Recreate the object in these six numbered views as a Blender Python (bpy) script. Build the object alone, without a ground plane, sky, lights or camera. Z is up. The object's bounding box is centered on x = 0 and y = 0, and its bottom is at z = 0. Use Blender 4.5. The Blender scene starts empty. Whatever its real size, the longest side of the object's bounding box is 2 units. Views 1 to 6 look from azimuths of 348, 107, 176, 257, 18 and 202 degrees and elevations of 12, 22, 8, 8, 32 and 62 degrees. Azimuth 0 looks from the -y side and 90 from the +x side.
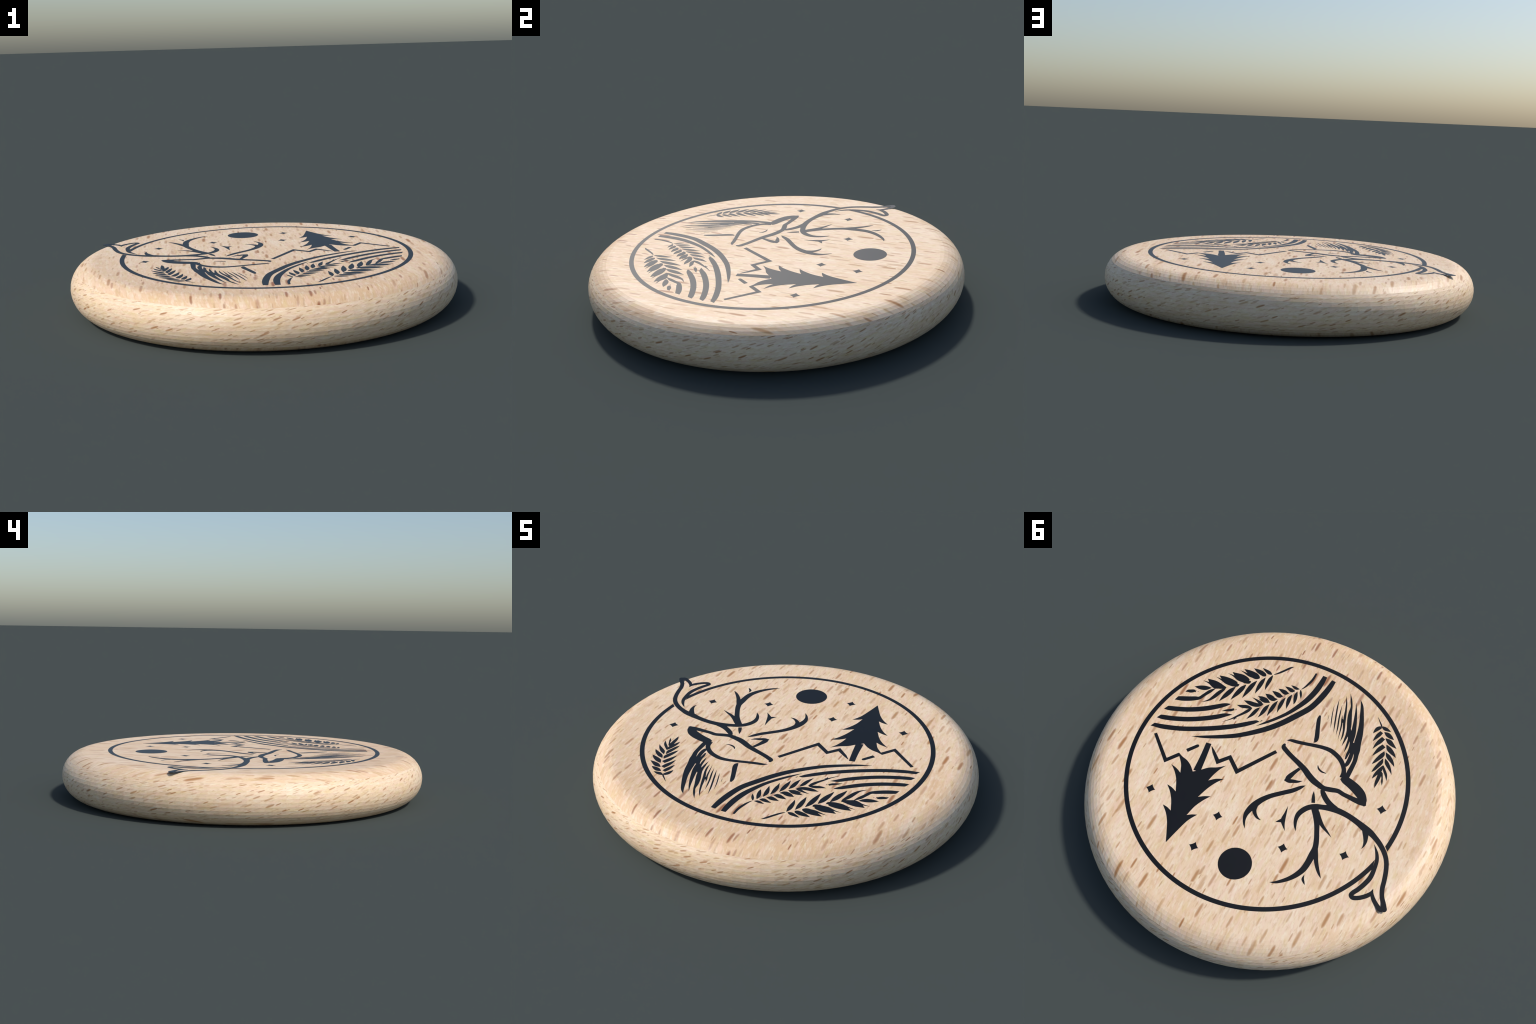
"""Round beech-wood token with a dark printed picture: a stag, a fir tree, a moon,
mountains and wheat inside a ring.  Units: metres (drawing strokes in millimetres)."""
import bpy, bmesh, math

# ------------------------------------------------------------------ sizes
RADIUS = 1.0            # outer radius of the disc
HALF_THICK = 0.125      # half thickness = radius of the rounded edge
SEGMENTS = 100          # facets around
EDGE_STEPS = 20         # facets over the half-round edge
TOP = 2 * HALF_THICK
INK_TOP = TOP + 0.0003  # the print lies on the top face
INK_BOTTOM = TOP - 0.0004

# ------------------------------------------------------------------ node helpers
class Nodes:
    def __init__(self, name):
        self.mat = bpy.data.materials.new(name)
        self.mat.use_nodes = True
        self.tree = self.mat.node_tree
        self.bsdf = self.tree.nodes["Principled BSDF"]

    def node(self, kind, **props):
        n = self.tree.nodes.new(kind)
        for k, v in props.items():
            setattr(n, k, v)
        return n

    def link(self, a, b):
        self.tree.links.new(a, b)

    def put(self, socket, v):
        if isinstance(v, bpy.types.NodeSocket):
            self.link(v, socket)
        else:
            socket.default_value = v

    def math(self, op, a, b=0.0, c=0.0, clamp=False):
        n = self.node("ShaderNodeMath", operation=op, use_clamp=clamp)
        for s, v in zip(n.inputs, (a, b, c)):
            self.put(s, v)
        return n.outputs[0]

    def xyz(self, x, y, z=0.0):
        n = self.node("ShaderNodeCombineXYZ")
        for s, v in zip(n.inputs, (x, y, z)):
            self.put(s, v)
        return n.outputs[0]

    def split(self, v):
        n = self.node("ShaderNodeSeparateXYZ")
        self.link(v, n.inputs[0])
        return n.outputs

    def noise(self, vec, scale, detail=2.0, rough=0.5):
        n = self.node("ShaderNodeTexNoise", noise_dimensions="3D")
        self.link(vec, n.inputs["Vector"])
        n.inputs["Scale"].default_value = scale
        n.inputs["Detail"].default_value = detail
        n.inputs["Roughness"].default_value = rough
        return n.outputs["Fac"]

    def ramp(self, v, lo, hi, smooth=True):
        n = self.node("ShaderNodeMapRange", interpolation_type="SMOOTHSTEP" if smooth else "LINEAR")
        self.put(n.inputs["Value"], v)
        self.put(n.inputs["From Min"], lo)
        self.put(n.inputs["From Max"], hi)
        return n.outputs[0]

    def mix(self, fac, a, b):
        n = self.node("ShaderNodeMix", data_type="RGBA")
        self.put(n.inputs[0], fac)
        self.put(n.inputs[6], a)
        self.put(n.inputs[7], b)
        return n.outputs[2]


def srgb(r, g, b):
    f = lambda c: c / 12.92 if c <= 0.04045 else ((c + 0.055) / 1.055) ** 2.4
    return (f(r / 255), f(g / 255), f(b / 255), 1.0)


# ------------------------------------------------------------------ wood
def flecks(N, u, v, cell_u, cell_v, half_len, half_wid, chance, seed):
    """Lens-shaped beech rays lying along u, one at most per Voronoi cell.
    Returns (mask 0..1, random 0..1 of the cell)."""
    vec = N.xyz(N.math("DIVIDE", u, cell_u), N.math("DIVIDE", v, cell_v), 0.0)
    off = N.node("ShaderNodeVectorMath", operation="ADD")
    N.link(vec, off.inputs[0])
    off.inputs[1].default_value = (seed * 7.31, seed * 3.77, 0.0)
    vor = N.node("ShaderNodeTexVoronoi", voronoi_dimensions="2D", feature="F1")
    N.link(off.outputs[0], vor.inputs["Vector"])
    vor.inputs["Scale"].default_value = 1.0
    vor.inputs["Randomness"].default_value = 0.95
    sub = N.node("ShaderNodeVectorMath", operation="SUBTRACT")
    N.link(off.outputs[0], sub.inputs[0])
    N.link(vor.outputs["Position"], sub.inputs[1])
    d = N.split(sub.outputs[0])
    rnd = N.split(vor.outputs["Color"])
    size = N.math("MULTIPLY_ADD", rnd[0], 0.95, 0.4)
    du = N.math("DIVIDE", N.math("MULTIPLY", d[0], cell_u), N.math("MULTIPLY", size, half_len))
    dv = N.math("DIVIDE", N.math("MULTIPLY", d[1], cell_v), N.math("MULTIPLY", size, half_wid))
    dv = N.math("ADD", dv, N.math("MULTIPLY", du, -0.25))         # the lens is a little skewed
    du2 = N.math("MULTIPLY", du, du)
    lens = N.math("ADD", N.math("POWER", N.math("ABSOLUTE", dv), 1.5), N.math("MULTIPLY", du2, du2))
    inside = N.ramp(lens, 1.35, 0.0)
    present = N.math("LESS_THAN", rnd[1], chance)
    return N.math("MULTIPLY", inside, present), rnd[2]


def wood(name, side):
    N = Nodes(name)
    pos = N.split(N.node("ShaderNodeTexCoord").outputs["Object"])
    x, y, z = pos[0], pos[1], pos[2]
    r = N.math("SQRT", N.math("ADD", N.math("MULTIPLY", x, x), N.math("MULTIPLY", y, y)))
    across = N.math("SUBTRACT", r, RADIUS - HALF_THICK)
    rise = N.math("SUBTRACT", z, HALF_THICK)
    if side:
        # grain wound around the rim, climbing slightly, crowded towards both borders
        ang = N.math("ARCTAN2", y, x)
        slope = N.math("DIVIDE", rise, N.math("MAXIMUM", across, 0.02))
        a = N.math("MULTIPLY", ang, RADIUS)
        b = N.math("MULTIPLY", slope, HALF_THICK * 0.95)
        tilt = math.radians(17)
    else:
        # sawn face: straight grain, drawn slightly together where the rounded edge ends
        t = N.math("DIVIDE", N.math("MAXIMUM", across, 0.0), HALF_THICK * 0.7071)
        t3 = N.math("POWER", t, 4.0)
        k = N.math("DIVIDE", N.math("MULTIPLY_ADD", t3, 0.018, r), N.math("MAXIMUM", r, 0.001))
        a = N.math("MULTIPLY", x, k)
        b = N.math("MULTIPLY", y, k)
        tilt = math.radians(78)
    c, s = math.cos(tilt), math.sin(tilt)
    u = N.math("ADD", N.math("MULTIPLY", a, c), N.math("MULTIPLY", b, s))
    v = N.math("SUBTRACT", N.math("MULTIPLY", b, c), N.math("MULTIPLY", a, s))
    # the fibres do not run quite parallel to the flecks
    tf = math.radians(7 if side else 87)
    cf, sf = math.cos(tf), math.sin(tf)
    uf = N.math("ADD", N.math("MULTIPLY", a, cf), N.math("MULTIPLY", b, sf))
    vf = N.math("SUBTRACT", N.math("MULTIPLY", b, cf), N.math("MULTIPLY", a, sf))
    g = 1.55 if side else 1.0
    # wavy fibres
    wob = N.noise(N.xyz(uf, vf, 3.0), 5.0 * g, 1.0)
    vw = N.math("MULTIPLY_ADD", N.math("SUBTRACT", wob, 0.5), 0.02 / g, vf)
    broad = N.noise(N.xyz(N.math("MULTIPLY", uf, 2.0), N.math("MULTIPLY", vw, 5.0), 0.0), 1.6 * g, 2.0)
    hue = N.noise(N.xyz(N.math("MULTIPLY", uf, 13.0), N.math("MULTIPLY", vw, 42.0), 5.0), 1.0 * g, 2.0)
    fine = N.noise(N.xyz(N.math("MULTIPLY", uf, 24.0), N.math("MULTIPLY", vw, 85.0), 9.0), 1.0 * g, 3.0, 0.65)
    pale = N.noise(N.xyz(N.math("MULTIPLY", uf, 20.0), N.math("MULTIPLY", vw, 60.0), 17.0), 1.0 * g, 2.0, 0.6)
    if side:
        warm = 0.2
    else:      # the face is a little browner, with redder flecks, towards the front
        warm = N.ramp(N.math("MULTIPLY_ADD", N.math("SUBTRACT", broad, 0.5), 1.2, b), 0.25, -0.95)
    streak = N.noise(N.xyz(N.math("MULTIPLY", uf, 2.6), N.math("MULTIPLY", vw, 17.0), 23.0), 1.0 * g, 2.0, 0.55)
    base = (RIM_PALE, PALE_TAN) if side else (PALE_TAN, WARM_TAN)
    col = N.mix(N.ramp(broad, 0.3, 0.7), *base)
    col = N.mix(N.math("MULTIPLY", warm, 0.85), col, BROWNER)
    col = N.mix(N.math("MULTIPLY", N.ramp(streak, 0.52, 0.75), 0.55), col, TAN_STREAK)
    col = N.mix(N.math("MULTIPLY", N.ramp(streak, 0.46, 0.25), 0.5), col, CREAM)
    col = N.mix(N.math("MULTIPLY", N.ramp(hue, 0.48, 0.68), 0.6), col, ROSY)
    col = N.mix(N.math("MULTIPLY", N.ramp(hue, 0.46, 0.28), 0.6), col, STRAW)
    col = N.mix(N.math("MULTIPLY", N.ramp(pale, 0.47, 0.72), 0.5), col, CREAM)
    col = N.mix(N.math("MULTIPLY", N.ramp(fine, 0.47, 0.72), 0.5), col, FIBRE)
    # beech flecks: large, medium and faint ones
    # (cell along, cell across, half length, half width, chance, seed, strength)
    if side:
        layers = [(0.080, 0.033, 0.019, 0.0040, 0.85, 1, 1.05), (0.065, 0.030, 0.016, 0.0036, 0.7, 2, 0.75),
                  (0.10, 0.022, 0.026, 0.0028, 0.6, 3, 0.4)]
    else:
        layers = [(0.15, 0.075, 0.042, 0.0088, 0.68, 1, 1.05), (0.12, 0.065, 0.034, 0.0068, 0.65, 2, 0.7),
                  (0.13, 0.045, 0.036, 0.005, 0.6, 3, 0.3)]
    for cu, cv, hl, hw, chance, seed, strength in layers:
        m, rnd = flecks(N, u, v, cu, cv, hl, hw, chance, seed)
        tone = N.mix(N.math("MULTIPLY_ADD", warm, 0.7, N.math("MULTIPLY", rnd, 0.45), clamp=True), FLECK_OCHRE, FLECK_RED)
        amount = N.math("MULTIPLY", m, N.math("MULTIPLY_ADD", rnd, 0.62 * strength, 0.3 * strength))
        col = N.mix(amount, col, tone)
    N.link(col, N.bsdf.inputs["Base Color"])
    N.bsdf.inputs["Roughness"].default_value = 0.5
    return N.mat


BROWNER = srgb(221, 186, 147)
TAN_STREAK = srgb(215, 175, 133)
RIM_PALE = srgb(239, 212, 176)
PALE_TAN = srgb(237, 211, 180)
WARM_TAN = srgb(230, 197, 159)
ROSY = srgb(236, 202, 178)
STRAW = srgb(225, 199, 148)
CREAM = srgb(243, 228, 203)
FIBRE = srgb(207, 170, 124)
FLECK_OCHRE = srgb(180, 128, 68)
FLECK_RED = srgb(148, 88, 52)


def ink():
    N = Nodes("printed_ink")
    pos = N.node("ShaderNodeTexCoord").outputs["Object"]
    n = N.noise(pos, 40.0, 2.0)
    N.link(N.mix(n, srgb(0, 0, 0), srgb(4, 4, 5)), N.bsdf.inputs["Base Color"])
    N.bsdf.inputs["Roughness"].default_value = 0.4
    return N.mat


WOOD_FACE = wood("beech_face_grain", False)
WOOD_RIM = wood("beech_rim_grain", True)
INK = ink()

# ------------------------------------------------------------------ object helpers
def new_object(name, mesh, parent):
    ob = bpy.data.objects.new(name, mesh)
    bpy.context.scene.collection.objects.link(ob)
    ob.parent = parent
    return ob


def build_disc(parent):
    """Flat faced disc with a half-round edge, left faceted as the original is."""
    bm = bmesh.new()
    rings = []
    for i in range(EDGE_STEPS + 1):
        phi = math.pi / 2 - math.pi * i / EDGE_STEPS
        rr = RADIUS - HALF_THICK + HALF_THICK * math.cos(phi)
        zz = HALF_THICK + HALF_THICK * math.sin(phi)
        rings.append([bm.verts.new((rr * math.cos(2 * math.pi * k / SEGMENTS),
                                    rr * math.sin(2 * math.pi * k / SEGMENTS), zz)) for k in range(SEGMENTS)])
    bm.faces.new(rings[0])
    bm.faces.new(list(reversed(rings[-1])))
    quarter = EDGE_STEPS // 4
    for i in range(EDGE_STEPS):
        for k in range(SEGMENTS):
            j = (k + 1) % SEGMENTS
            f = bm.faces.new((rings[i][k], rings[i + 1][k], rings[i + 1][j], rings[i][j]))
            if quarter <= i < EDGE_STEPS - quarter:
                f.material_index = 1
    mesh = bpy.data.meshes.new("wooden_disc")
    bm.to_mesh(mesh)
    bm.free()
    mesh.materials.append(WOOD_FACE)
    mesh.materials.append(WOOD_RIM)
    return new_object("wooden_disc", mesh, parent)


LAYER = [0]


def prism(bm, outline_left, outline_right):
    """Thin solid strip between two edges (lists of xy); every strip gets its own level
    so that crossing strokes never share a plane."""
    LAYER[0] = (LAYER[0] + 1) % 40
    zt = INK_TOP + 0.000012 * LAYER[0]
    zb = INK_BOTTOM - 0.000005 * LAYER[0]
    top = [(bm.verts.new((*l, zt)), bm.verts.new((*r, zt))) for l, r in zip(outline_left, outline_right)]
    bot = [(bm.verts.new((*l, zb)), bm.verts.new((*r, zb))) for l, r in zip(outline_left, outline_right)]
    for i in range(len(top) - 1):
        (a, b), (c, d) = top[i], top[i + 1]
        (e, f), (g, h) = bot[i], bot[i + 1]
        bm.faces.new((a, b, d, c))
        bm.faces.new((e, g, h, f))
        bm.faces.new((a, c, g, e))
        bm.faces.new((b, f, h, d))
    bm.faces.new((top[0][0], bot[0][0], bot[0][1], top[0][1]))
    bm.faces.new((top[-1][0], top[-1][1], bot[-1][1], bot[-1][0]))


def catmull(pts, steps=9):
    """Smooth spline through (x, y, width)."""
    out = []
    n = len(pts)
    for i in range(n - 1):
        p0 = pts[i - 1] if i else tuple(2 * a - b for a, b in zip(pts[0], pts[1]))
        p1, p2 = pts[i], pts[i + 1]
        p3 = pts[i + 2] if i + 2 < n else tuple(2 * a - b for a, b in zip(pts[-1], pts[-2]))
        # centripetal knots
        d = lambda a, b: max(math.hypot(a[0] - b[0], a[1] - b[1]), 1e-6) ** 0.5
        t0 = 0.0
        t1 = t0 + d(p0, p1)
        t2 = t1 + d(p1, p2)
        t3 = t2 + d(p2, p3)
        for s in range(steps):
            t = t1 + (t2 - t1) * s / steps
            q = []
            for k in range(3):
                a1 = (t1 - t) / (t1 - t0) * p0[k] + (t - t0) / (t1 - t0) * p1[k]
                a2 = (t2 - t) / (t2 - t1) * p1[k] + (t - t1) / (t2 - t1) * p2[k]
                a3 = (t3 - t) / (t3 - t2) * p2[k] + (t - t2) / (t3 - t2) * p3[k]
                b1 = (t2 - t) / (t2 - t0) * a1 + (t - t0) / (t2 - t0) * a2
                b2 = (t3 - t) / (t3 - t1) * a2 + (t - t1) / (t3 - t1) * a3
                q.append((t2 - t) / (t2 - t1) * b1 + (t - t1) / (t2 - t1) * b2)
            out.append(tuple(q))
    out.append(tuple(pts[-1]))
    return out


def stroke(bm, option, pts_mm):
    """Brush stroke of varying width along a spline; 'poly' = straight pieces with mitred corners,
    'cap' = round end, 'slant' = start cut at an angle."""
    pts = [(x / 1000, y / 1000, max(w, 0.35) / 1000) for x, y, w in pts_mm]
    path = pts if option == "poly" else catmull(pts)
    n = len(path)
    left, right = [], []
    for i, (x, y, w) in enumerate(path):
        w = max(w, 0.0003)
        dirs = []
        if i > 0:
            dirs.append((x - path[i - 1][0], y - path[i - 1][1]))
        if i < n - 1:
            dirs.append((path[i + 1][0] - x, path[i + 1][1] - y))
        dirs = [(a / math.hypot(a, b), b / math.hypot(a, b)) for a, b in dirs]
        dx, dy = sum(d[0] for d in dirs), sum(d[1] for d in dirs)
        l = math.hypot(dx, dy)
        dx, dy = dx / l, dy / l
        mitre = max(dx * dirs[0][0] + dy * dirs[0][1], 0.3)
        h = 0.5 * w / mitre
        left.append((x - dy * h, y + dx * h))
        right.append((x + dy * h, y - dx * h))

    if option == "slant":      # start cut at an angle, along the border ring
        (x0, y0, w), (x1, y1, _) = path[0], path[1]
        l = math.hypot(x1 - x0, y1 - y0)
        sx, sy = (x1 - x0) / l * 0.36 * w, (y1 - y0) / l * 0.36 * w
        left[0], right[0] = (left[0][0] + sx, left[0][1] + sy), (right[0][0] - sx, right[0][1] - sy)
        keep = [0] + [i for i in range(2, n) if math.hypot(path[i][0] - x0, path[i][1] - y0) > 0.5 * w]
        left, right = [left[i] for i in keep], [right[i] for i in keep]

    def cap(p, q):
        """Half round end: pairs of points beyond the edge p-q."""
        (x0, y0, _), (x1, y1, w) = p, q
        l = math.hypot(x1 - x0, y1 - y0)
        dx, dy = (x1 - x0) / l, (y1 - y0) / l
        res = []
        for k in range(1, 7):
            a = math.pi / 2 * k / 6.2
            f, h = 0.5 * w * math.sin(a), 0.5 * w * math.cos(a)
            res.append(((x1 + dx * f - dy * h, y1 + dy * f + dx * h), (x1 + dx * f + dy * h, y1 + dy * f - dx * h)))
        return res
    if option == "cap":
        for a, b in cap(path[-2], path[-1]):
            left.append(a)
            right.append(b)
    prism(bm, left, right)


def ink_mesh(name, strokes):
    bm = bmesh.new()
    for option, pts in strokes:
        stroke(bm, option, pts)
    bmesh.ops.recalc_face_normals(bm, faces=bm.faces)
    mesh = bpy.data.meshes.new(name)
    bm.to_mesh(mesh)
    bm.free()
    mesh.materials.append(INK)
    return mesh


def drawn(name, strokes, parent):
    return new_object(name, ink_mesh(name, strokes), parent)


def drawn_each(name, strokes, parent):
    for s in strokes:
        drawn(name, [s], parent)


def plate(name, outline, parent, fan=True):
    """Thin filled shape; fan = outline is star-convex about its mean point."""
    LAYER[0] = (LAYER[0] + 1) % 40
    zt = INK_TOP + 0.000012 * LAYER[0]
    bm = bmesh.new()
    top = [bm.verts.new((x, y, zt)) for x, y in outline]
    bot = [bm.verts.new((x, y, INK_BOTTOM)) for x, y in outline]
    n = len(outline)
    cx, cy = sum(p[0] for p in outline) / n, sum(p[1] for p in outline) / n
    if fan:
        ct, cb = bm.verts.new((cx, cy, zt)), bm.verts.new((cx, cy, INK_BOTTOM))
    else:
        bm.faces.new(top)
        bm.faces.new(list(reversed(bot)))
    for i in range(n):
        j = (i + 1) % n
        if fan:
            bm.faces.new((ct, top[i], top[j]))
            bm.faces.new((cb, bot[j], bot[i]))
        bm.faces.new((top[i], bot[i], bot[j], top[j]))
    bmesh.ops.recalc_face_normals(bm, faces=bm.faces)
    mesh = bpy.data.meshes.new(name)
    bm.to_mesh(mesh)
    bm.free()
    mesh.materials.append(INK)
    return new_object(name, mesh, parent)


# ------------------------------------------------------------------ the drawing
# Every stroke: (option, [(x mm, y mm, brush width mm), ...])

# ploughed field rows, curving away below the mountains
FURROWS = []
FURROWS.append(('slant', [(654, -303, 23.1), (625, -309, 29.2), (588, -320, 29.3), (555, -333, 26.3), (533, -343, 19.5), (513, -373, 18.5), (491, -405, 18.6), (468, -433, 0.7)]))
FURROWS.append(('slant', [(686, -227, 21.9), (674, -228, 27.3), (611, -241, 29.6), (550, -259, 29.7), (477, -290, 30.5), (421, -322, 29), (380, -348, 21.6), (355, -361, 4.5)]))
FURROWS.append(('slant', [(702, -163, 21.6), (682, -164, 27.6), (618, -175, 29.2), (541, -196, 29.3), (468, -225, 29.4), (397, -261, 28.7), (356, -287, 22.1), (321, -301, 0.7)]))
FURROWS.append(('slant', [(714, -104, 22.2), (658, -108, 28.1), (564, -126, 28.9), (488, -149, 29), (386, -188, 29.8), (300, -228, 29.1), (272, -243, 27.3), (234, -266, 27.6), (196, -291, 22.6), (180, -302, 16.4), (164, -306, 1.5)]))
FURROWS.append(('', [(483, -102, 0.7), (425, -118, 14.4), (351, -143, 21.6), (279, -172, 25.9), (242, -190, 27.3), (174, -232, 29.5), (109, -279, 32.3), (46, -337, 33.6), (-13, -405, 34.9), (-68, -474, 34), (-90, -517, 33.3), (-106, -558, 34.4), (-124, -614, 32.7), (-134, -657, 28.8), (-140, -687, 24.4)]))
FURROWS.append(('', [(172, -276, 0.7), (125, -317, 14.4), (88, -351, 17.3), (37, -405, 20.7), (-8, -469, 26.2), (-42, -530, 31.5), (-66, -595, 32.9), (-78, -649, 31.1), (-85, -700, 25)]))

# nearer ear of wheat: stalk, then one stroke per grain
STALK_NEAR = []
STALK_NEAR.append(('', [(103, -705, 2.3), (117, -694, 10.6), (147, -662, 12.1), (175, -634, 9.1), (192, -621, 3.1)]))
GRAINS_NEAR = []
GRAINS_NEAR.append(('', [(267, -643, 0), (239, -631, 18), (219, -623, 21.1), (204, -618, 7.3)]))
GRAINS_NEAR.append(('', [(313, -625, 0), (285, -616, 21.9), (258, -608, 28.4), (238, -600, 19.8), (231, -597, 3.6)]))
GRAINS_NEAR.append(('', [(363, -603, 0), (336, -595, 21.9), (305, -585, 36.3), (281, -577, 36.4), (264, -572, 16.3), (260, -570, 0)]))
GRAINS_NEAR.append(('', [(381, -588, 0), (352, -581, 8.1), (321, -572, 14.7), (291, -567, 11.1)]))
GRAINS_NEAR.append(('', [(419, -563, 0), (389, -552, 27.3), (355, -544, 43.6), (324, -534, 40), (307, -531, 22.8), (300, -540, 0)]))
GRAINS_NEAR.append(('', [(440, -547, 0), (409, -542, 7.3), (370, -529, 18.2), (333, -523, 14.7)]))
GRAINS_NEAR.append(('', [(480, -518, 0), (449, -508, 28.9), (414, -498, 43.7), (381, -493, 38.6), (363, -491, 22.7), (353, -499, 0)]))
GRAINS_NEAR.append(('', [(496, -504, 0), (461, -496, 8.7), (426, -485, 16.4), (397, -481, 14.7)]))
GRAINS_NEAR.append(('', [(534, -477, 0), (500, -462, 35.7), (466, -454, 40.1), (437, -452, 26.1), (415, -456, 3)]))
GRAINS_NEAR.append(('', [(554, -458, 0), (517, -453, 10.1), (477, -440, 21.9), (451, -443, 15)]))
GRAINS_NEAR.append(('', [(586, -405, 0), (558, -409, 22.6), (526, -415, 28.4), (505, -422, 15.2), (492, -427, 0)]))
GRAINS_NEAR.append(('', [(622, -356, 0), (610, -366, 15.2), (595, -370, 20.4), (576, -377, 16.4), (565, -373, 1.4)]))
GRAINS_NEAR.append(('', [(417, -454, 3.6), (425, -438, 14.6), (442, -410, 22.6), (459, -376, 20.5), (479, -347, 10.4), (512, -323, 0.7)]))
GRAINS_NEAR.append(('', [(368, -476, 3.6), (383, -446, 25.3), (400, -408, 25.9), (413, -380, 12.9), (421, -359, 0.7)]))
GRAINS_NEAR.append(('', [(317, -508, 2.9), (329, -480, 25.1), (344, -441, 25.7), (356, -411, 13.5), (364, -388, 0.7)]))
GRAINS_NEAR.append(('', [(268, -552, 2.2), (281, -520, 23.4), (293, -478, 25.2), (301, -446, 13.9), (308, -420, 0.7)]))
GRAINS_NEAR.append(('', [(230, -587, 2.1), (238, -557, 21.5), (244, -519, 22.6), (248, -491, 12.2), (250, -470, 0.7)]))
GRAINS_NEAR.append(('', [(196, -614, 2.8), (201, -587, 19.9), (205, -554, 19.6), (206, -530, 11.3), (205, -509, 0.7)]))

# farther ear of wheat
STALK_FAR = []
STALK_FAR.append(('', [(-32, -704, 9.5), (-26, -662, 13.1), (-12, -623, 12.7), (2, -595, 7.9), (14, -578, 2.9)]))
STALK_FAR.append(('', [(234, -375, 7.2), (247, -354, 18), (267, -328, 14.5), (291, -302, 10.9), (317, -274, 6.5), (356, -241, 0.7)]))
GRAINS_FAR = []
GRAINS_FAR.append(('', [(77, -585, 0), (57, -579, 13.8), (40, -574, 15.5), (24, -576, 1.5)]))
GRAINS_FAR.append(('', [(106, -567, 0), (81, -560, 18.8), (60, -553, 22.1), (44, -556, 3)]))
GRAINS_FAR.append(('', [(136, -541, 0), (109, -534, 22.4), (88, -528, 25), (71, -531, 2.2)]))
GRAINS_FAR.append(('', [(165, -517, 0), (137, -507, 23.6), (114, -499, 26.3), (96, -502, 2.2)]))
GRAINS_FAR.append(('', [(194, -487, 0), (167, -477, 27.7), (141, -468, 27.1), (119, -474, 2.2)]))
GRAINS_FAR.append(('', [(228, -459, 0), (202, -454, 22.2), (175, -445, 28.6), (152, -440, 3.6)]))
GRAINS_FAR.append(('', [(220, -446, 0), (196, -438, 10.7), (174, -433, 7.2)]))
GRAINS_FAR.append(('', [(293, -408, 0), (262, -404, 22.4), (230, -401, 27.2), (199, -407, 18.6), (183, -418, 2.2)]))
GRAINS_FAR.append(('', [(256, -441, 0), (228, -433, 10.6), (201, -422, 17.6), (183, -417, 3.5)]))
GRAINS_FAR.append(('', [(320, -368, 0), (292, -368, 17.6), (264, -374, 21.4), (244, -375, 14.7), (234, -376, 2.2)]))
GRAINS_FAR.append(('', [(193, -394, 2.1), (205, -370, 19.6), (217, -339, 19.6), (227, -320, 11.3), (238, -300, 0.7)]))
GRAINS_FAR.append(('', [(150, -428, 2.1), (160, -403, 20.7), (168, -371, 21.2), (175, -347, 10.3), (183, -329, 0.7)]))
GRAINS_FAR.append(('', [(114, -465, 2.1), (123, -435, 20.4), (130, -399, 20.9), (135, -375, 10.7), (138, -353, 0.7)]))
GRAINS_FAR.append(('', [(80, -499, 2.1), (88, -470, 18.9), (92, -434, 19.8), (93, -412, 9.8), (93, -391, 0.7)]))
GRAINS_FAR.append(('', [(53, -528, 2.7), (58, -500, 20.6), (57, -469, 18.8), (55, -448, 9.6), (53, -430, 0.6)]))
GRAINS_FAR.append(('', [(31, -556, 2.6), (31, -533, 18.8), (27, -507, 19.3), (24, -486, 11), (24, -472, 1.3)]))
GRAINS_FAR.append(('', [(17, -573, 3.2), (11, -556, 12.1), (4, -538, 10.8), (-2, -519, 1.3)]))
GRAINS_FAR.append(('', [(384, -305, 0.7), (361, -317, 11.9), (341, -325, 16.3), (323, -337, 12.6)]))

# small broken bits of print between the rows
INK_SPECKS = []
INK_SPECKS.append(('', [(316, -334, 2.9), (311, -341, 3.6)]))
INK_SPECKS.append(('', [(302, -273, 3.4), (300, -285, 9.4), (289, -289, 1.5)]))
INK_SPECKS.append(('', [(567, -381, 3), (564, -383, 2.3)]))
INK_SPECKS.append(('', [(558, -377, 1.5), (552, -382, 3)]))
INK_SPECKS.append(('', [(160, -310, 3.6), (152, -319, 4.3)]))

# zigzag ridge line, mitred corners
MOUNTAINS = []
MOUNTAINS.append(('poly', [(676, -57, 16.8), (560, 80, 20.6), (502, 22, 21.2)]))
MOUNTAINS.append(('poly', [(473, -12, 20.5), (429, -57, 18.5), (423, -63, 10.7)]))
MOUNTAINS.append(('poly', [(355, -79, 3.1), (332, -50, 16.2), (290, -1, 22.6), (238, -48, 21.6), (172, 21, 22.8), (14, -161, 20)]))

# trunk of the fir tree
TREE_TRUNK = []
TREE_TRUNK.append(('', [(377, -92, 29.8), (375, -4, 33.5), (376, 87, 39.1)]))

# three pointed sparkle between the antlers
SPARKLE = []
SPARKLE.append(('', [(-153, 125, 0), (-154, 169, 12.7), (-155, 210, 23.3), (-167, 237, 12.5), (-184, 265, 0)]))
SPARKLE.append(('', [(-122, 231, 2), (-136, 222, 13), (-153, 211, 24.1)]))

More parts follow.
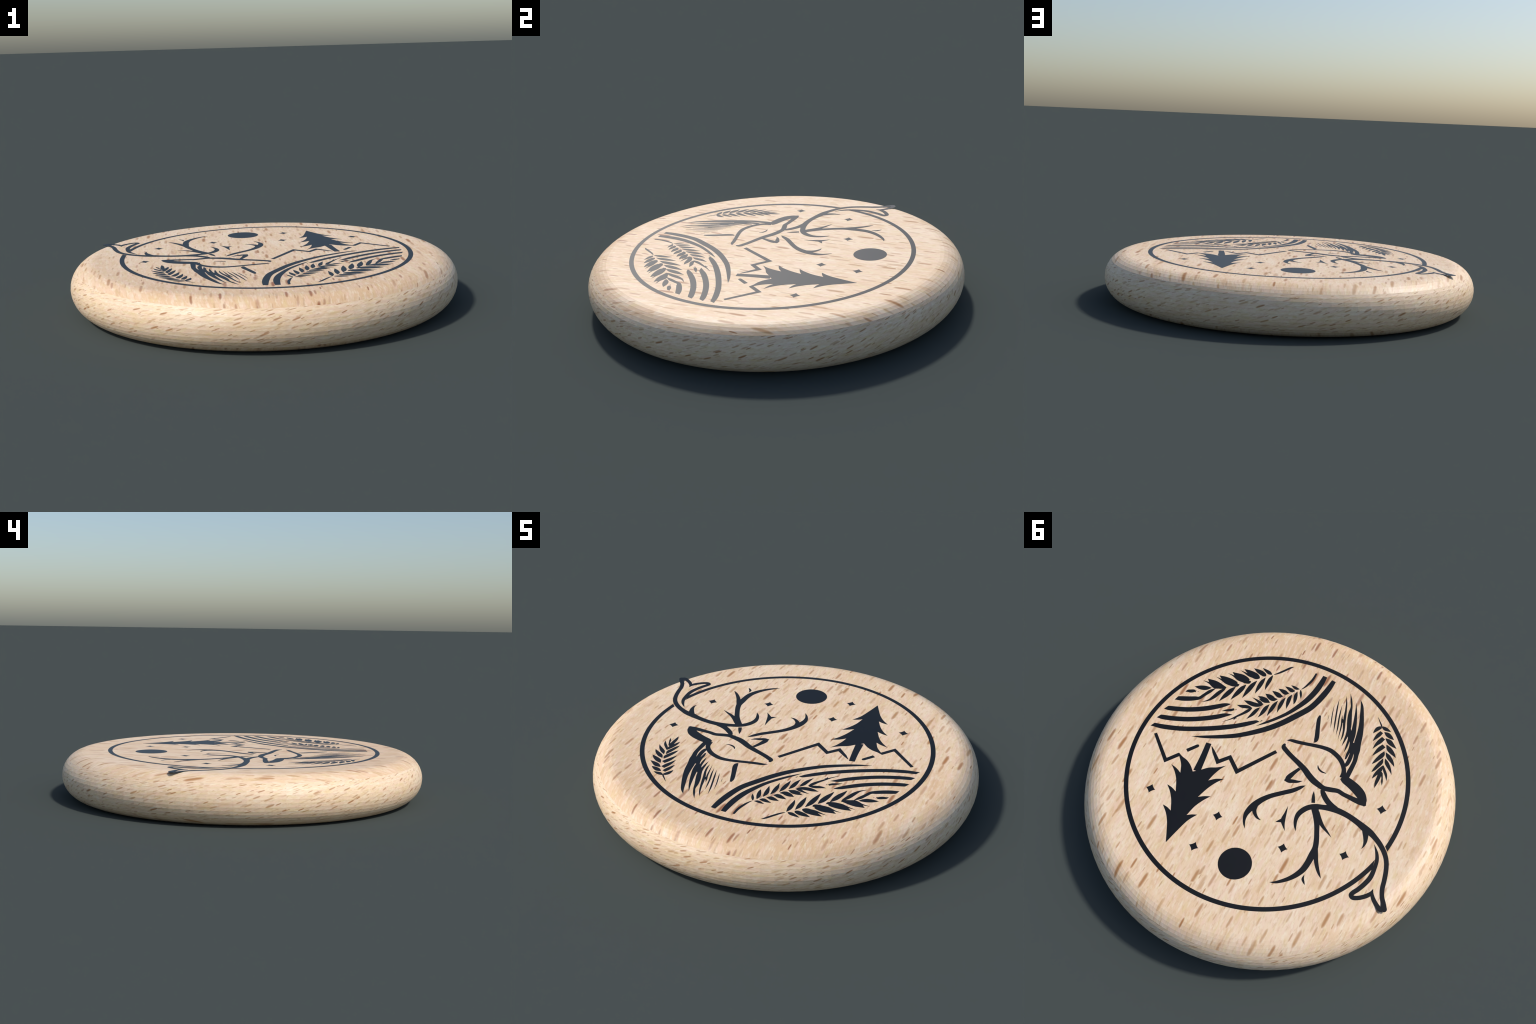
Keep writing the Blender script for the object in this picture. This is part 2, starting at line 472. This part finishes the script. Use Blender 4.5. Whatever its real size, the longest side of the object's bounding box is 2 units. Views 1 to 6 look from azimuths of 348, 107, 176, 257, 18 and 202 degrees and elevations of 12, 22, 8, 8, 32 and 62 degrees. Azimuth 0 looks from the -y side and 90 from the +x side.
# stag: jaw line, then brow and muzzle line
HEAD = []
HEAD.append(('', [(-16, -245, 0.7), (-40, -252, 16.3), (-73, -253, 20.5), (-121, -257, 19.8), (-168, -262, 21.1), (-216, -265, 22.4), (-259, -261, 25.5), (-289, -249, 26.1), (-321, -229, 26), (-345, -204, 25.1), (-361, -177, 23.9), (-368, -153, 25.6), (-369, -124, 29.3)]))
HEAD.append(('', [(-14, -222, 9.6), (-14, -202, 24.3), (-39, -181, 26.1), (-80, -156, 26.3), (-124, -132, 28.7), (-166, -106, 32.1), (-197, -81, 34.5), (-230, -59, 35), (-267, -43, 31.5), (-295, -34, 28.1), (-333, -37, 28.3), (-372, -42, 25.4), (-404, -33, 24.4), (-437, -27, 25.8), (-470, -21, 29.1), (-503, -17, 31.7), (-532, -13, 21.8)]))
CHEEK = []
CHEEK.append(('', [(-138, -451, 9.6), (-139, -427, 19.6), (-150, -374, 22.5), (-164, -314, 24.3), (-165, -292, 19), (-162, -279, 2.6)]))
EYE = []
EYE.append(('', [(-224, -153, 3.1), (-233, -137, 8.5), (-253, -124, 9.7), (-280, -121, 3.1)]))
EAR_BACK = []
EAR_BACK.append(('', [(-367, -126, 28.1), (-388, -117, 44.3), (-419, -105, 49.9), (-456, -86, 53.3), (-489, -62, 51.9), (-509, -37, 42.8), (-518, -19, 34.2), (-532, -4, 12.4)]))
EAR_FRONT = []
EAR_FRONT.append(('', [(-139, -104, 16.6), (-119, -72, 21.2), (-102, -39, 28.1), (-95, -21, 23.2), (-83, -11, 1.4)]))
EAR_FRONT.append(('', [(-84, -12, 4.8), (-107, -15, 21.8), (-131, -21, 20.4), (-154, -26, 13.6), (-177, -38, 0.7)]))

# hair strands of the neck, pointed at both ends
FUR = []
FUR.append(('', [(-318, -618, 0), (-336, -583, 13.9), (-354, -523, 21.9), (-370, -460, 27.4), (-379, -402, 34.1), (-384, -347, 37.7), (-393, -305, 34.4), (-398, -278, 25.8), (-402, -242, 23.4), (-399, -204, 24.2), (-395, -172, 26), (-392, -140, 24.7), (-391, -120, 18.4)]))
FUR.append(('', [(-300, -591, 0), (-313, -551, 7.9), (-324, -507, 14.6), (-336, -447, 21.8), (-344, -393, 27), (-347, -362, 24.8), (-352, -330, 14.9), (-355, -296, 15.6), (-352, -264, 14.1), (-351, -236, 7.3)]))
FUR.append(('', [(-364, -346, 15.4), (-371, -302, 20.6), (-373, -265, 21.7), (-372, -234, 22.3), (-368, -211, 21.2), (-362, -196, 16)]))
FUR.append(('', [(-253, -639, 0.5), (-271, -596, 10), (-284, -558, 10.5), (-289, -518, 19.4), (-298, -476, 25), (-310, -428, 22.9), (-314, -392, 16.7), (-312, -347, 10.5), (-308, -306, 0.5)]))
FUR.append(('', [(-315, -424, 13), (-328, -387, 22.2), (-332, -357, 13), (-333, -317, 11.5), (-331, -272, 0.5)]))
FUR.append(('', [(-235, -615, 0.5), (-249, -579, 6.8), (-260, -534, 9.4), (-269, -485, 13.6), (-278, -443, 13), (-289, -399, 10.4), (-293, -360, 7.3), (-291, -331, 0.5)]))
FUR.append(('', [(-252, -492, 0.5), (-259, -462, 7.8), (-265, -439, 8.3), (-271, -396, 6.3), (-276, -337, 0.5)]))
FUR.append(('', [(-260, -469, 5.3), (-271, -447, 10.5)]))
FUR.append(('', [(-232, -552, 0.5), (-236, -509, 5.8), (-242, -463, 7.3), (-252, -409, 6.8), (-258, -360, 0.5)]))
FUR.append(('', [(-205, -585, 0.5), (-211, -533, 6.9), (-220, -481, 7.9), (-231, -421, 6.8), (-240, -373, 0.5)]))
FUR.append(('', [(-191, -538, 0.5), (-198, -483, 4.7), (-208, -432, 4.7), (-216, -395, 0.5)]))
FUR.append(('', [(-181, -468, 0.6), (-184, -452, 1.9), (-186, -436, 0.9)]))

# antler over the muzzle: beam and one tine
ANTLER_SMALL = []
ANTLER_SMALL.append(('', [(-201, -18, 0.7), (-183, -2, 16.7), (-148, 30, 24.8), (-96, 65, 25.5), (-45, 101, 26.7), (-10, 136, 31), (15, 174, 35.7), (31, 208, 31.9), (39, 238, 24.8), (37, 269, 15.7), (29, 294, 10.1), (16, 318, 0.6)]))
ANTLER_SMALL.append(('', [(8, 175, 24.4), (6, 203, 22.8), (-8, 226, 17.4), (-26, 241, 11.1), (-45, 247, 1.3)]))

# antler that leaves the ring: beam, tines, forked outlined end
ANTLER_LARGE = []
ANTLER_LARGE.append(('cap', [(-237, 247, 0.6), (-225, 220, 13), (-217, 189, 19.2), (-219, 153, 26), (-236, 120, 29.5), (-260, 96, 29.6), (-292, 81, 30.5), (-327, 73, 29.1), (-369, 66, 35.2), (-416, 68, 33.1), (-471, 79, 31), (-527, 99, 32.3), (-571, 119, 38.9), (-601, 131, 35.3), (-628, 147, 29.8), (-666, 176, 27.6), (-702, 215, 25.5), (-725, 256, 24.1), (-738, 304, 23.7), (-745, 358, 23.6), (-749, 408, 23.5), (-760, 447, 22.8), (-777, 479, 24.3), (-787, 505, 29.5)]))
ANTLER_LARGE.append(('', [(-291, -23, 18.3), (-304, -3, 27.1), (-331, 26, 29.6), (-360, 46, 30.4), (-397, 58, 21.3)]))
ANTLER_LARGE.append(('', [(-576, 128, 35.4), (-588, 165, 25), (-593, 190, 17.9), (-592, 213, 9.4), (-586, 232, 0.8)]))
ANTLER_LARGE.append(('', [(-289, 91, 39), (-309, 130, 33.4), (-327, 172, 28.2), (-341, 215, 26), (-353, 255, 27), (-362, 303, 29.4), (-359, 346, 34.3), (-353, 391, 32.6), (-342, 433, 31.4), (-321, 470, 27.7), (-294, 501, 23.1), (-265, 525, 18.7), (-231, 546, 12), (-205, 554, 1.1)]))
ANTLER_LARGE.append(('', [(-365, 297, 17.9), (-377, 338, 23.1), (-391, 374, 21.3), (-411, 411, 17.1), (-427, 434, 10.7), (-442, 452, 0.7)]))
ANTLER_LARGE.append(('', [(-304, 111, 32.3), (-333, 147, 24.2), (-359, 175, 18.7), (-389, 197, 11.5), (-421, 221, 0.8)]))
ANTLER_LARGE.append(('', [(-641, 187, 0.8), (-666, 228, 14.9), (-678, 263, 19.2), (-680, 311, 21.5), (-674, 368, 24.6), (-655, 413, 24.9), (-633, 450, 24.2), (-617, 471, 24.2), (-611, 486, 22.7), (-621, 496, 24), (-641, 493, 23.3), (-666, 480, 23.1), (-690, 461, 22.8), (-703, 443, 17.6), (-706, 420, 0.8)]))
ANTLER_LARGE.append(('', [(-705, 421, 0.8), (-708, 446, 15.2), (-722, 471, 20.9), (-747, 496, 22.6), (-767, 511, 24.5), (-782, 512, 23.1)]))

# two loose dashes of the antler drawing
ANTLER_BITS = []
ANTLER_BITS.append(('', [(-253, -1, 0.6), (-259, 24, 13.2), (-266, 47, 18), (-271, 65, 18.6)]))
ANTLER_BITS.append(('', [(-357, 459, 0.4), (-357, 484, 12.3), (-366, 498, 9.5), (-376, 511, 0.7)]))

# leafy sprig beside the neck
SPRIG_STEM = []
SPRIG_STEM.append(('', [(-442, -541, 1.9), (-457, -520, 5.2), (-473, -498, 7.7), (-479, -485, 6.3)]))
SPRIG_LEAVES = []
SPRIG_LEAVES.append(('', [(-475, -486, 16), (-461, -472, 22.6), (-450, -451, 12.6), (-445, -436, 0.7)]))
SPRIG_LEAVES.append(('', [(-487, -458, 19.3), (-475, -433, 22.5), (-464, -408, 12.4), (-457, -389, 0.6)]))
SPRIG_LEAVES.append(('', [(-507, -425, 23.2), (-492, -396, 24.4), (-480, -372, 15), (-470, -343, 0.6)]))
SPRIG_LEAVES.append(('', [(-523, -380, 23.9), (-506, -354, 24.4), (-493, -329, 15), (-481, -301, 0.6)]))
SPRIG_LEAVES.append(('', [(-480, -491, 9.1), (-498, -484, 21.9), (-515, -480, 16.3), (-534, -475, 0.7)]))
SPRIG_LEAVES.append(('', [(-501, -462, 3.5), (-520, -454, 24.9), (-543, -442, 20), (-563, -432, 0.7)]))
SPRIG_LEAVES.append(('', [(-518, -427, 3.4), (-542, -414, 27.1), (-566, -398, 19.6), (-591, -384, 0.7)]))
SPRIG_LEAVES.append(('', [(-534, -391, 3.3), (-553, -371, 25.7), (-580, -350, 20.4), (-603, -330, 0.7)]))
SPRIG_LEAVES.append(('', [(-534, -349, 1.6), (-531, -327, 22.4), (-512, -289, 19.5), (-500, -266, 9.8), (-493, -254, 0.7)]))
SPRIG_LEAVES.append(('', [(-540, -304, 3.1), (-537, -279, 20.5), (-524, -249, 19.2), (-513, -223, 12.2), (-505, -206, 0.6)]))
SPRIG_LEAVES.append(('', [(-552, -263, 4.7), (-545, -234, 22.1), (-531, -204, 17.5), (-524, -186, 11), (-519, -170, 0.6)]))
SPRIG_LEAVES.append(('', [(-550, -225, 18.3), (-550, -189, 19.8), (-547, -152, 15.2), (-547, -121, 0.6)]))
SPRIG_LEAVES.append(('', [(-557, -218, 13.7), (-568, -193, 7.6), (-574, -170, 9), (-580, -148, 0.6)]))
SPRIG_LEAVES.append(('', [(-553, -264, 4.6), (-565, -241, 13.3), (-581, -217, 13.6), (-589, -200, 8.5), (-595, -181, 0.6)]))
SPRIG_LEAVES.append(('', [(-544, -345, 1.6), (-562, -326, 22.7), (-585, -305, 20.4), (-600, -289, 11.1), (-610, -275, 0.6)]))
SPRIG_LEAVES.append(('', [(-551, -308, 1.6), (-566, -285, 20.5), (-586, -261, 17.4), (-599, -244, 9.4), (-610, -225, 0.6)]))


# fir tree: each edge starts at a corner (bough tip or notch) and curves to the next one
FIR_EDGES = [
    [(357, 72), (322, 47), (282, 32)],
    [(239, 7), (261, 36), (282, 77)],
    [(297, 120), (263, 98)],
    [(221, 85), (252, 117), (283, 164)],
    [(313, 228), (283, 213)],
    [(250, 203), (275, 232), (307, 282)],
    [(330, 345), (306, 333)],
    [(278, 325), (312, 371), (343, 443)],
    [(373, 523), (394, 461), (412, 413), (437, 368)],
    [(471, 328), (443, 335)],
    [(418, 348), (440, 289), (466, 244)],
    [(495, 211), (465, 220)],
    [(436, 236), (462, 167), (489, 125)],
    [(520, 92), (483, 107)],
    [(455, 125), (470, 78), (482, 57)],
    [(499, 33)],
    [(508, 14), (482, 30), (450, 43), (421, 65)],
    [(395, 97)],
]

# ------------------------------------------------------------------ assembly
token = bpy.data.objects.new("wooden_token", None)
bpy.context.scene.collection.objects.link(token)
token["label"] = "round beech wood disc printed with a stag landscape"
token["category"] = "wooden coaster"

build_disc(token)

# border ring, open where the antler passes through it
RING_INNER, RING_OUTER = (165.0, 158.0), (163.7, 154.3)   # degrees: start, end
RING_X, RING_Y, RING_R, RING_W = 0.0140, -0.0095, 0.7475, 0.0242
bm = bmesh.new()
edges = []
for rr, (start, end) in ((RING_R - RING_W / 2, RING_INNER), (RING_R + RING_W / 2, RING_OUTER)):
    angles = [math.radians(start + (end + 360 - start) * i / 240) for i in range(241)]
    edges.append([(RING_X + rr * math.cos(a), RING_Y + rr * math.sin(a)) for a in angles])
prism(bm, edges[0], edges[1])
bmesh.ops.recalc_face_normals(bm, faces=bm.faces)
ring_mesh = bpy.data.meshes.new("border_ring")
bm.to_mesh(ring_mesh)
bm.free()
ring_mesh.materials.append(INK)
new_object("border_ring", ring_mesh, token)

# moon
plate("moon", [(-0.0045 + 0.087 * math.cos(2 * math.pi * i / 96), 0.5165 + 0.087 * math.sin(2 * math.pi * i / 96))
               for i in range(96)], token)

# four pointed stars, one shared shape
STARS = [(569, 262), (175, 297), (229, 497), (-205, 358), (-514, 296), (-620, -12)]
shape = []
for i in range(64):                      # astroid with slightly blunted points
    a = 2 * math.pi * (i + 0.5) / 64
    c, s = math.cos(a), math.sin(a)
    shape.append((0.0268 * math.copysign(abs(c) ** 2.55, c), 0.0275 * math.copysign(abs(s) ** 2.55, s)))
first = plate("star", shape, token)
first.location = (STARS[0][0] / 1000, STARS[0][1] / 1000, 0)
for k, (x, y) in enumerate(STARS[1:]):
    star = first.copy()
    bpy.context.scene.collection.objects.link(star)
    star.location = (x / 1000, y / 1000, 0)
    star.rotation_euler = (0, 0, math.radians((4, -5, 3, -3, 6)[k]))
drawn("sparkle", SPARKLE, token)

drawn_each("field_furrow", FURROWS, token)
for stalk, grains in ((STALK_NEAR, GRAINS_NEAR), (STALK_FAR, GRAINS_FAR)):
    ear = drawn("wheat_ear", stalk, token)
    drawn_each("wheat_grain", grains, ear)
bits = drawn("ink_speck", INK_SPECKS, token)
bits["kind"] = "stuff"
drawn_each("mountain_ridge", MOUNTAINS, token)

outline = []
for k, edge in enumerate(FIR_EDGES):
    pts = [(x / 1000, y / 1000, 0) for x, y in edge + [FIR_EDGES[(k + 1) % len(FIR_EDGES)][0]]]
    outline += [p[:2] for p in catmull(pts, 6)[:-1]]
tree = plate("fir_tree", outline, token, fan=False)
drawn("trunk", TREE_TRUNK, tree)

stag = drawn("stag_head", HEAD, token)
drawn("cheek_mark", CHEEK, stag)
drawn("eye", EYE, stag)
drawn("ear", EAR_BACK, stag)
drawn("ear", EAR_FRONT, stag)
drawn("antler", ANTLER_SMALL, stag)
drawn("antler", ANTLER_LARGE, stag)
drawn_each("antler_dash", ANTLER_BITS, stag)
drawn_each("neck_hair", FUR, stag)

sprig = drawn("leaf_sprig", SPRIG_STEM, token)
drawn_each("leaflet", SPRIG_LEAVES, sprig)
